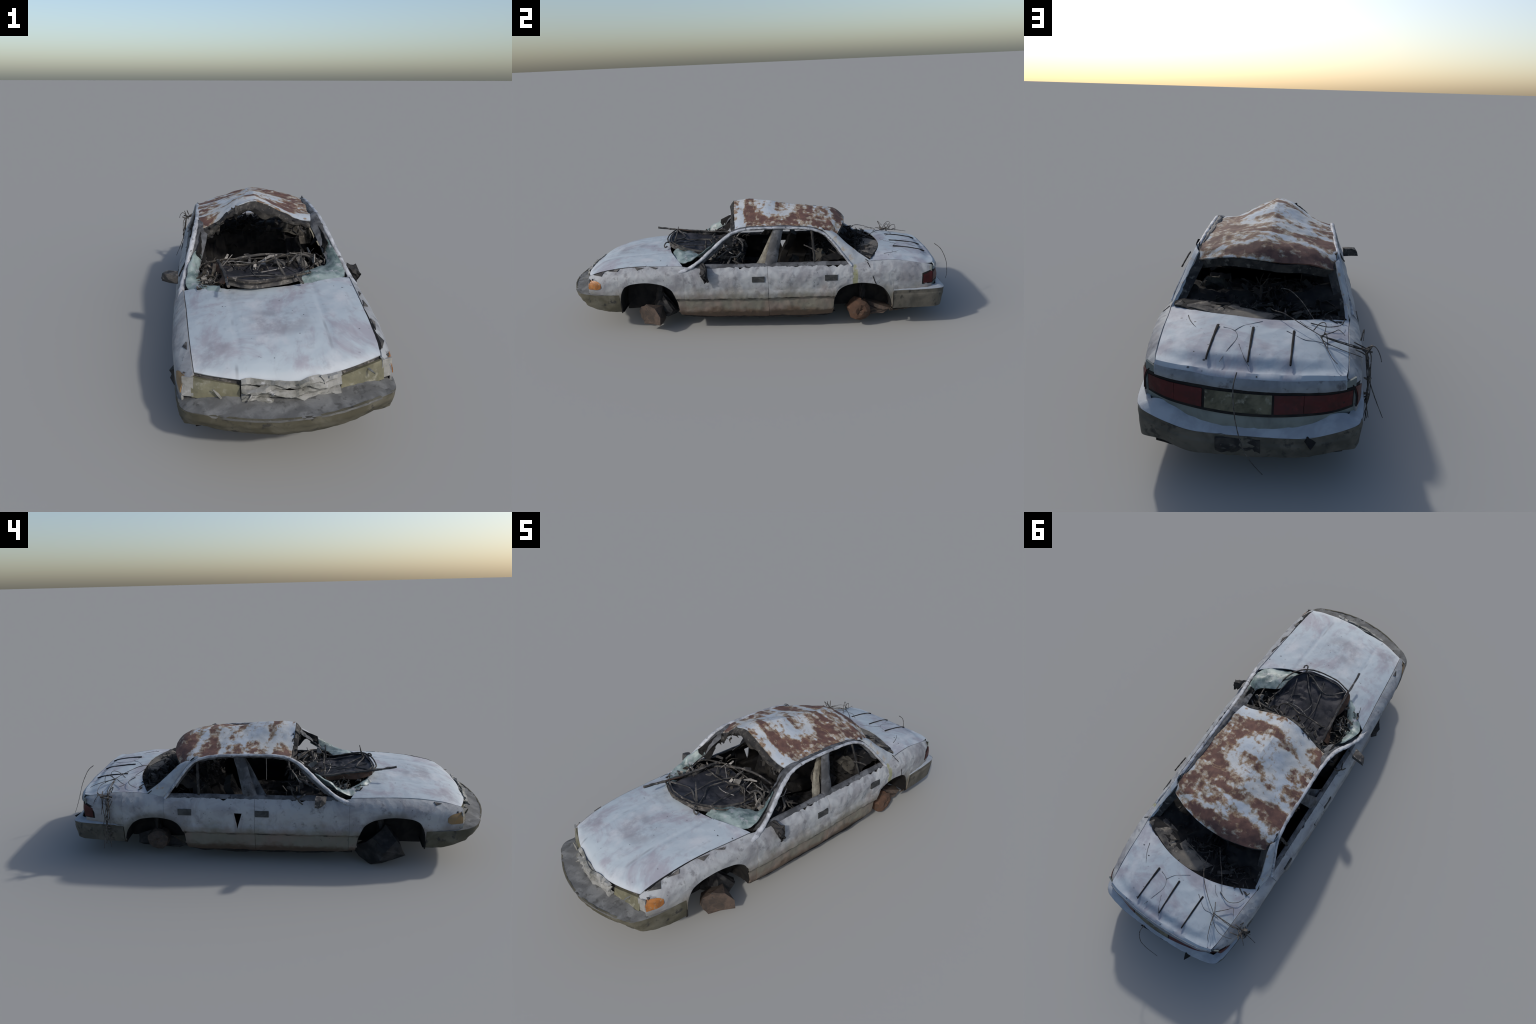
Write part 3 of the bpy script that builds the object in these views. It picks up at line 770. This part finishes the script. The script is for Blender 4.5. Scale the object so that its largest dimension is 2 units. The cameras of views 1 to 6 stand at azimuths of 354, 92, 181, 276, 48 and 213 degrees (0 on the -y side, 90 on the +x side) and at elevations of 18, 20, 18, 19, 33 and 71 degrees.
sheet('parcel_shelf', f, lin(-1, 1, 44), lin(0, 1, 16), .006, (M_CHAR,), root, out=(0, 0, 1), amp=.010, freq=1.3, seed=116, angle=20)
TS = poly([(.262, .505, .336), (.205, .520, .338), (.10, .555, .340), (.0, .572, .336), (-.05, .566, .332)])
def f(u, v):
    q = TS(u); hw = lerp(.030, .045, math.sin(u*3.1))
    return (q.x+.02*v, q.y+hw*v*.95, q.z+.004-.004*v*v+.006)
sheet('parcel_board', f, lin(0, 1, 26), lin(-1, .85, 10), .004, (M_SHELFTAN, M_CHAR), root, out=(0, 0, 1), amp=.006, freq=1.3, seed=117)

# seats: charred shells
for s in (1, -1):
    top, wd, zc = (.18, .055, .195) if s < 0 else (.16, .040, .180)
    def f(u, v):
        if v < .55:   # cushion
            t = v/.55; return (s*.145+u*.090, lerp(-.11, .08, t), zc+.022*(1-u*u)-.01*t)
        t = (v-.55)/.45
        return (s*lerp(.145, .185, smooth(t*2))+u*lerp(.090, wd, smooth(t*2.5)), .08+.075*t, zc-.01+top*t)
    sheet('front_seat', f, lin(-1, 1, 14), lin(0, 1, 26), .030, (M_CHAR,), root, out=(0, -.5, 1), amp=.020, freq=1.6, seed=120+s, angle=16, jit=.004)
def f(u, v): return (u*.05, lerp(-.11, .25, v), .205+.02*math.sin(v*5)-.03*u*u)
sheet('centre_console', f, lin(-1, 1, 10), lin(0, 1, 26), .02, (M_CHAR,), root, out=(0, 0, 1), amp=.016, freq=1.6, seed=128, angle=18, jit=.003)
def f(u, v):
    if v < .4:
        t = v/.4; return (u*.262, lerp(.235, .29, t), .17+(.14+.03*smooth(-u*2))*t)
    t = (v-.4)/.6; return (u*.258, .29+.20*t, .318+.012*math.sin(t*3)+.022*u*u+.034*smooth(-u*1.6)*math.sin(.5+t*2.2))
sheet('rear_bench', f, lin(-1, 1, 34), lin(0, 1, 24), .03, (M_CHAR,), root, out=(0, -.5, 1), amp=.026, freq=1.4, seed=125, angle=18, jit=.003)
hull('seat_stuffing', [(.235, .27, .30), (.235, .33, .30), (.225, .27, .345), (.22, .32, .352), (.17, .275, .372), (.165, .31, .368), (.14, .27, .33), (.14, .33, .32), (.2, .30, .37)],
     (M_TAN2,), root, jit=.006, seed=12, sub=2, dent=.022, angle=14)
# steering wheel ring, driver side
ring = [(.150+.050*math.cos(a), -.235+.022*math.sin(a), .325+.048*math.sin(a)) for a in lin(0, 2*math.pi, 15)]
tube('steering_wheel', ring, .005, (M_SOOT,), root, sides=6, jit=.2, rng=random.Random(3))

# ------------------------------------------------------------------ collapsed windscreen and its frame
rimf = poly([(.147, -.310, .353), (.132, -.376, .362), (.111, -.433, .376), (.080, -.474, .386), (.035, -.492, .386), (-.065, -.502, .386), (-.135, -.480, .396)])
rimb = poly([(.150, -.20, .345), (.11, -.185, .344), (.060, -.175, .340), (0, -.165, .337), (-.06, -.155, .337), (-.12, -.15, .342), (-.172, -.165, .355)])
def f(u, v):
    a, b = rimf(u), rimb(u); q = a.lerp(b, v)
    q.z += .004*math.sin(math.pi*v)*(1-v) - .014*smooth(v*7)
    return tuple(q)
sheet('collapsed_windscreen', f, lin(0, 1, 34), lin(0, 1, 30), .003, (M_MAT, M_CHAR), root, out=(0, 0, 1), amp=.011, freq=1.6, seed=131, angle=20, jit=.0012)
def f(u, v):
    q = rimf(u); return (q.x*(1+.04*v), q.y-.010*v+.010, q.z+.006-.026*v)
sheet('windscreen_rim', f, lin(0, 1, 30), lin(0, 1, 4), .003, (M_SOOT, M_CHAR), root, out=(0, -1, 0), amp=.007, freq=2, seed=132, angle=15, jit=.0012)
E_ = poly([(-.138, -.480, .398), (-.146, -.40, .382), (-.158, -.30, .372), (-.170, -.215, .368)])
def f(u, v):
    q = E_(u); return (q.x-.028*v*(.6+.5*math.sin(u*8)), q.y, q.z+.004-.022*v)
sheet('rusted_windscreen_edge', f, lin(0, 1, 22), lin(0, 1, 4), .003, (M_RUST, M_SOOT), root, out=(-1, 0, .5), amp=.010, freq=2, seed=133, angle=12, jit=.002)
# crazed glass left in the corners
GL = {1: ([(.105, -.462, .344), (.20, -.442, .338), (.275, -.398, .332), (.288, -.345, .346), (.275, -.285, .388), (.255, -.225, .425)],
          [(.125, -.395, .366), (.145, -.342, .352), (.190, -.312, .350), (.225, -.290, .352), (.238, -.255, .362), (.235, -.205, .392)]),
      -1: ([(-.165, -.480, .350), (-.23, -.445, .340), (-.283, -.390, .332), (-.288, -.340, .345), (-.275, -.285, .385), (-.258, -.235, .415)],
           [(-.175, -.440, .350), (-.205, -.390, .338), (-.232, -.345, .332), (-.245, -.300, .345), (-.246, -.265, .368), (-.240, -.215, .395)])}
for s in (1, -1):
    a_, b_ = poly(GL[s][0]), poly(GL[s][1])
    def f(u, v):
        q = a_(u).lerp(b_(u), v); q.z += .016*math.sin(math.pi*v); return tuple(q)
    sheet('shattered_glass', f, lin(0, 1, 30), lin(.06, 1, 12), .003, (M_GLASS, M_GLASS), root, out=(0, 0, 1), amp=.011, freq=1.4, seed=135+s, angle=28, jit=.0004)

R = random.Random(11)
def rod(name, pts, r, mat=M_SOOT, **k):
    return tube(name, pts, r, (mat,), root, rng=R, jit=.3, **k)
rod('loose_trim_bar', [(-.142, -.588, .415), (-.146, -.52, .404), (-.146, -.476, .398), (-.152, -.38, .388), (-.16, -.30, .378), (-.17, -.2, .37)], .0055, sides=5, angle=20)
rod('bent_hoop', [(-.142, -.268, .372), (-.07, -.275, .372), (-.002, -.270, .374), (.045, -.275, .388), (.075, -.268, .396), (.092, -.255, .380), (.095, -.25, .345)], .0032, M_DEBRIS)
rod('upright_spike', [(.141, -.287, .33), (.1405, -.283, .37), (.139, -.279, .416)], lambda t: .005-.003*t)
rod('upright_spike', [(.06, -.464, .372), (.035, -.448, .42), (.022, -.438, .458)], lambda t: .006-.0045*t)
rod('wire_hook', [(.080, -.478, .388), (.088, -.495, .392), (.098, -.505, .380), (.108, -.500, .370), (.104, -.488, .376)], .0035)
rod('wiper_arm', [(.08, -.474, .386), (.02, -.40, .372), (-.03, -.345, .366), (-.01, -.27, .374)], .003)
rod('wiper_arm', [(-.135, -.476, .398), (-.06, -.42, .380), (.03, -.455, .384), (.085, -.474, .388)], .004)
rod('bent_hoop', [(.147, -.31, .356), (.150, -.24, .366), (.11, -.185, .362), (.03, -.165, .352), (-.07, -.155, .352), (-.15, -.17, .362), (-.172, -.23, .372)], .0028, M_DEBRIS)
rod('bent_hoop', [(.16, -.33, .350), (.150, -.40, .368), (.115, -.455, .386), (.05, -.495, .392), (-.06, -.510, .390), (-.14, -.485, .400)], .0036, M_DEBRIS)
rod('wiper_arm', [(.10, -.42, .376), (.075, -.33, .368), (.055, -.22, .362), (.02, -.15, .35)], .0026)
rod('wiper_arm', [(-.02, -.47, .382), (-.045, -.38, .366), (-.055, -.30, .366), (-.03, -.19, .352)], .0026)
rod('bent_hoop', [(.21, -.30, .352), (.19, -.22, .372), (.12, -.17, .366), (.05, -.12, .34)], .0032, M_DEBRIS)
rod('bent_hoop', [(-.25, -.33, .345), (-.235, -.24, .368), (-.18, -.19, .365), (-.10, -.13, .345)], .0032, M_DEBRIS)
rod('dashboard_rail', [(-.24, -.25, .335), (-.14, -.16, .345), (-.02, -.11, .35), (.1, -.10, .34)], .005)
rod('dashboard_rail', [(.23, -.22, .34), (.17, -.17, .36), (.08, -.14, .345)], .005)
rod('window_stick', [(.296, .21, .42), (.303, .245, .405), (.312, .280, .383)], .003, M_WIRE)
rod('door_stick', [(-.315, -.155, .325), (-.30, -.13, .345), (-.285, -.125, .372)], .003, M_DEBRIS)
rod('door_stick', [(-.325, -.175, .308), (-.315, -.155, .325), (-.30, -.185, .345)], .003, M_DEBRIS)
# cabin debris
def debris(name, n, box, size, mat, seed, thin=.5, grow=1.0):
    r = random.Random(seed); parts = []
    for _ in range(n):
        c = [r.uniform(*b) for b in box]
        if r.random() < thin:
            d = Vector((r.gauss(0, 1), r.gauss(0, 1), r.gauss(0, .7))).normalized()*size*r.uniform(.7, 2)
            c = Vector(c); k = Vector([r.uniform(-.3, .3)*size for _ in range(3)])
            parts.append(tube_data([c-d*.5, c+k, c+d*.5], r.uniform(.0012, .0024), sides=4, n=7))
        else: parts.append(shard_data(c, size, r))
    o = from_data(name, parts, (mat,), root, 20); o['kind'] = 'stuff'; return o
debris('cabin_debris', 110, ((-.25, .25), (-.33, -.09), (.27, .340)), .055, M_DEBRIS, 21, .22)
debris('bright_strips', 16, ((-.22, .22), (-.33, -.12), (.325, .365)), .075, M_BRIGHT, 61, .3)
debris('cabin_debris', 80, ((-.24, .24), (.24, .46), (.27, .335)), .06, M_CHAR, 22)
debris('cabin_scrap', 24, ((-.24, .24), (-.34, -.10), (.30, .355)), .05, M_SOOT, 23, .4)
debris('dash_debris', 40, ((-.25, -.14), (-.44, -.22), (.330, .362)), .04, M_DEBRIS, 24, .3)
debris('pale_debris', 9, ((-.245, -.17), (-.43, -.30), (.335, .358)), .035, M_BRIGHT, 25, .1)
debris('rear_heap', 120, ((-.24, .02), (.27, .50), (.325, .372)), .055, M_CHAR, 41, .45)
debris('rear_heap', 40, ((-.24, .24), (.27, .52), (.315, .355)), .05, M_HEADER, 42, .35)
debris('shelf_debris', 70, ((-.25, .10), (.46, .58), (.328, .345)), .045, M_HEADER, 26, .4)
debris('shelf_debris', 40, ((-.25, .25), (.38, .54), (.315, .345)), .05, M_CHAR, 27, .5)
def f(u, v): return (.215+.022*u*(1+.3*math.sin(v*6)), .055+.03*v, lerp(.33, .455, v))
for s in (1, -1):
    q0 = poly([(s*.245, -.245, .425), (s*.236, -.19, .452), (s*.228, -.135, .478)]); q1 = poly([(s*.235, -.25, .385), (s*.212, -.20, .365), (s*.202, -.14, .385)])
    def g(u, v): return tuple(q0(u).lerp(q1(u), v*(.7+.3*math.sin(u*7+s))))
    sheet('hanging_lining', g, lin(0, 1, 12), lin(0, 1, 8), .003, (M_CHAR, M_SOOT), root, out=(-s, 0, 0), amp=.010, freq=1.8, seed=150+s, angle=14, jit=.002)
sheet('seat_frame_scrap', f, lin(-1, 1, 6), lin(0, 1, 10), .004, (M_DEBRIS,), root, out=(0, -1, 0), amp=.012, freq=2, seed=140, angle=12)

# ------------------------------------------------------------------ mirrors
hull('side_mirror', [(-.322, -.275, .345), (-.322, -.235, .350), (-.325, -.27, .312), (-.325, -.235, .312),
                     (-.372, -.255, .352), (-.385, -.225, .345), (-.392, -.222, .322), (-.386, -.240, .318), (-.355, -.27, .330), (-.36, -.225, .356)],
     (M_SOOT,), root, jit=.001, seed=2, sub=1, dent=.004)
rr = random.Random(4)
pts = [(x+rr.uniform(-.006, .006), y+rr.uniform(-.005, .005), z) for x, y, z in
       [(.312, -.29, .338), (.318, -.262, .346), (.345, -.300, .316), (.355, -.262, .336), (.368, -.285, .300), (.370, -.255, .290),
        (.362, -.268, .250), (.372, -.248, .262), (.345, -.285, .270), (.338, -.250, .262), (.330, -.278, .300)]]
hull('side_mirror', pts, (M_OILY,), root, jit=.006, seed=3, sub=2, dent=.020, angle=14)

# ------------------------------------------------------------------ running gear
def drum(name, c, r, w, s, mat, seed):
    """battered brake drum: lathe round the X axis"""
    rg = random.Random(seed); prof = [(0, 0.0), (.004, .35), (.002, .62), (-.006, .93), (-.02, 1.0), (-w, .96), (-w-.006, .55), (-w-.004, 0)]
    n = 13; V, F = [], []
    for a, q in prof:
        for k in range(n):
            an = 2*math.pi*k/n; rad = r*q*(1+rg.uniform(-.09, .09))
            V.append(W(c[0]+s*(a+rg.uniform(-.003, .003)), c[1]+rad*math.cos(an), c[2]+rad*math.sin(an)))
    m = len(prof)
    for i in range(m-1):
        for k in range(n):
            F.append([i*n+k, i*n+(k+1) % n, (i+1)*n+(k+1) % n, (i+1)*n+k])
    return from_data(name, [(V, F)], (mat,), root, 18)
hull('brake_drum', [(.283, -.626, .088), (.290, -.618, .06), (.302, -.600, .026), (.321, -.567, .034), (.352, -.508, .044), (.350, -.505, .085), (.330, -.535, .125), (.303, -.577, .136), (.29, -.61, .118),
                    (.24, -.59, .10), (.25, -.57, .03), (.28, -.49, .05), (.27, -.5, .12), (.325, -.555, .085)], (M_RUSTDARK,), root, jit=.002, seed=9, sub=1, dent=.010, angle=14)
drum('brake_drum', (.316, .478, .080), .057, .06, 1, M_RUST, 2)
drum('brake_drum', (-.292, .492, .090), .052, .05, -1, M_RUSTDARK, 3)
hull('wheel_carrier', [(.270, -.53, .105), (.275, -.458, .088), (.25, -.43, .08), (.22, -.44, .07), (.25, -.50, .04), (.28, -.48, .06), (.20, -.56, .06), (.22, -.56, .12), (.235, -.51, .17), (.22, -.51, .18)],
     (M_OILY,), root, jit=.004, seed=5, sub=2, dent=.016, angle=14)
hull('wheel_carrier', [(.285, .53, .075), (.295, .638, .082), (.22, .66, .06), (.20, .5, .04), (.275, .50, .045), (.285, .60, .055), (.18, .42, .05), (.20, .48, .12)],
     (M_RUSTDARK,), root, jit=.004, seed=6, sub=2, dent=.016)
hull('wheel_carrier', [(-.300, -.474, -.006), (-.29, -.440, .020), (-.255, -.40, .065), (-.302, -.626, .058), (-.29, -.618, .044), (-.303, -.586, .130), (-.303, -.473, .139),
                       (-.22, -.59, .12), (-.22, -.46, .10), (-.24, -.50, .02), (-.345, -.51, .055), (-.342, -.53, .10), (-.335, -.55, .115), (-.25, -.54, .18)],
     (M_OILY,), root, jit=.0035, seed=7, sub=2, dent=.014, angle=14)
hull('wheel_carrier', [(-.26, .59, .11), (-.27, .593, .065), (-.25, .553, .036), (-.18, .58, .04), (-.25, .455, .034), (-.25, .406, .030), (-.25, .36, .044), (-.16, .44, .04), (-.24, .5, .13)],
     (M_OILY,), root, jit=.003, seed=8, sub=1, dent=.012)
for s in (1, -1):
    tube('suspension_strut', [(s*.24, -.535, .09), (s*.225, -.52, .17), (s*.215, -.51, .25)], lambda t: .022-.006*t, (M_OILY,), root, sides=8, jit=.15, rng=R, angle=30)
    tube('suspension_strut', [(s*.25, .49, .09), (s*.235, .50, .16), (s*.225, .50, .23)], lambda t: .016, (M_OILY,), root, sides=8, jit=.15, rng=R, angle=30)
tube('rear_axle', [(-.28, .49, .085), (0, .495, .075), (.28, .485, .085)], .016, (M_OILY,), root, sides=8)
rg = random.Random(31)
for s in (1, -1):       # ragged flap hanging under the sill
    def f(u, v):
        Y = lerp(-.28, .36, u)
        return (s*(.30-.02*v), Y, sill(Y)+.004-.016*v*(.5+.8*abs(noise.noise(Vector((Y*14, s*3, 0))))))
    sheet('sill_flange', f, lin(0, 1, 60), lin(0, 1, 3), .004, (M_CHAR,), root, out=(s, 0, 0), amp=.003, freq=2)

def f(u, v):        # rotten underside below the right rear corner
    Y = lerp(.625, .865, u); return (.316-.035*u-.02*v, Y, lerp(.092, .104, u)-.030*v*(1-.55*u)*(.7+.6*abs(noise.noise(Vector((Y*40, 1, 0))))))
sheet('rotten_valance', f, lin(0, 1, 36), lin(0, 1, 4), .005, (M_RUSTDARK,), root, out=(1, 0, 0), amp=.004, freq=2)
# fuel flap, body crack
def f(u, v):
    an = u*2*math.pi; r_ = .030*v; Y = .636+r_*math.cos(an); Z = .266+r_*math.sin(an)
    return (side_x(Y, Z)+.0022-.0012*v**6, Y, Z)
sheet('fuel_flap', f, lin(0, 1, 25), lin(.02, 1, 6), .004, (M_SIDE,), root, out=(1, 0, 0))
tube('body_crack', [(side_x(y, z)+.0005, y, z) for y, z in [(.512, .326), (.523, .305), (.534, .268), (.551, .224)]], .0022, (M_CHAR,), root, sides=5, rng=R, jit=.3)

# ------------------------------------------------------------------ loose wires and twigs on the tail
def wires(name, lines, r=.0017, mat=M_WIRE):
    parts = [tube_data(l, lambda t, r=r: r*(1.1-.5*t), sides=5, jit=.25, rng=R, n=len(l)*6) for l in lines]
    o = from_data(name, parts, (mat,), root, 60); o['kind'] = 'stuff'; return o
wires('trailing_wire', [
    [(-.028, .50, .345), (-.045, .56, .362), (-.08, .61, .375), (-.14, .665, .366), (-.187, .700, .356), (-.2, .725, .350), (-.242, .752, .345), (-.28, .756, .335), (-.31, .748, .322)],
    [(-.187, .700, .356), (-.222, .704, .350), (-.272, .708, .340), (-.303, .703, .33), (-.33, .705, .31)],
    [(-.17, .66, .352), (-.185, .68, .385), (-.199, .703, .397), (-.2, .715, .38), (-.195, .700, .352)],
    [(-.195, .70, .352), (-.200, .72, .374), (-.203, .738, .377), (-.207, .745, .360), (-.21, .745, .340)],
    [(-.193, .692, .352), (-.229, .658, .350), (-.247, .64, .35), (-.264, .664, .345)],
    [(-.162, .613, .353), (-.196, .627, .353), (-.221, .628, .352), (-.25, .61, .35), (-.264, .581, .345)],
    [(-.06, .46, .40), (-.09, .50, .41), (-.13, .55, .395), (-.17, .61, .365)],
    [(-.19, .70, .352), (-.205, .75, .345), (-.22, .79, .335), (-.235, .81, .328)]])
wires('hanging_wire', [[(-.02, .862, .300), (.045, .865, .25), (.05, .868, .20), (.05, .905, .162)],
                       [(.03, .90, .33), (.035, .935, .30), (.025, .968, .235), (.005, .985, .17), (-.02, .992, .13), (-.048, .997, .100)]], .0016)
zz = lambda X, Y: lerp(trunk_c(Y), min(trunk_c(Y), ztop(Y)), (abs(X)/.28)**3.5)+.0004
wires('trunk_crack', [[(x, y, zz(x, y)) for x, y in l] for l in (
    [(.218, .604), (.203, .644), (.172, .692), (.131, .733)], [(.098, .676), (.063, .693), (.051, .73), (.068, .782), (.086, .83)],
    [(.063, .693), (.04, .66), (-.014, .623)], [(.042, .759), (.021, .811), (.005, .835)], [(-.09, .67), (-.142, .707), (-.179, .707), (-.218, .711)],
    [(-.128, .60), (-.15, .628), (-.18, .64)])], .0013, M_FRAME)
tw = random.Random(17); lines = []
base = [(-.200, .70, .352), (-.285, .706, .338), (-.325, .702, .310), (-.334, .705, .25), (-.336, .703, .19), (-.335, .706, .13), (-.332, .703, .085)]
for i in range(9):
    a = tw.randint(0, 2); b = tw.randint(4, 7)
    lines.append([(x-abs(tw.gauss(0, .005)), y+tw.gauss(0, .012), z+tw.gauss(0, .004)) for x, y, z in base[a:b]])
lines.append([(-.338, .70, .235), (-.362, .705, .17), (-.391, .712, .096)])
lines.append([(-.338, .70, .15), (-.345, .695, .11), (-.351, .693, .080)])
lines.append([(-.325, .705, .33), (-.345, .72, .345), (-.36, .735, .33), (-.366, .745, .31)])
lines.append([(-.31, .68, .34), (-.318, .665, .37), (-.316, .69, .345)])
wires('twig_bundle', lines, .0019)
parts = [shard_data((-.332+tw.uniform(-.008, .004), .703+tw.uniform(-.015, .015), tw.uniform(.14, .34)), .035, tw) for _ in range(9)]
o = from_data('twig_scraps', parts, (M_WIRE,), root, 20); o['kind'] = 'stuff'
hull('bumper_tear', [(-.150, .905, .145), (-.185, .900, .140), (-.166, .941, .145), (-.170, .915, .120), (-.160, .91, .158)], (M_CHAR,), root, seed=5, sub=1, dent=.006)

# puncture in the left rear door
def puncture(door):
    bm = bmesh.new(); tri = [(.125, .266), (.090, .265), (.112, .192)]
    lo = [bm.verts.new(W(-.30, y, z)) for y, z in tri]; hi = [bm.verts.new(W(-.37, y, z)) for y, z in tri]
    bm.faces.new(lo); bm.faces.new(hi[::-1])
    for i in range(3):
        j = (i+1) % 3; bm.faces.new([lo[j], lo[i], hi[i], hi[j]])
    bmesh.ops.recalc_face_normals(bm, faces=bm.faces)
    me = bpy.data.meshes.new('cutter'); bm.to_mesh(me); bm.free()
    c = link('cutter', me)
    m = door.modifiers.new('cut', 'BOOLEAN'); m.object = c; m.operation = 'DIFFERENCE'; m.solver = 'EXACT'
    bpy.context.view_layer.update()
    dg = bpy.context.evaluated_depsgraph_get()
    new = bpy.data.meshes.new_from_object(door.evaluated_get(dg))
    door.modifiers.clear(); door.data = new
    bpy.data.objects.remove(c)
puncture([o for o in bpy.data.objects if o.name.startswith('rear_door')][-1])

lowest = min((o.matrix_world @ v.co).z for o in bpy.data.objects if o.type == 'MESH' for v in o.data.vertices)
for o in bpy.data.objects:
    if o.type == 'MESH':
        for v in o.data.vertices:
            if v.co.z < 0.12: v.co.z -= lowest*(1-v.co.z/0.12)
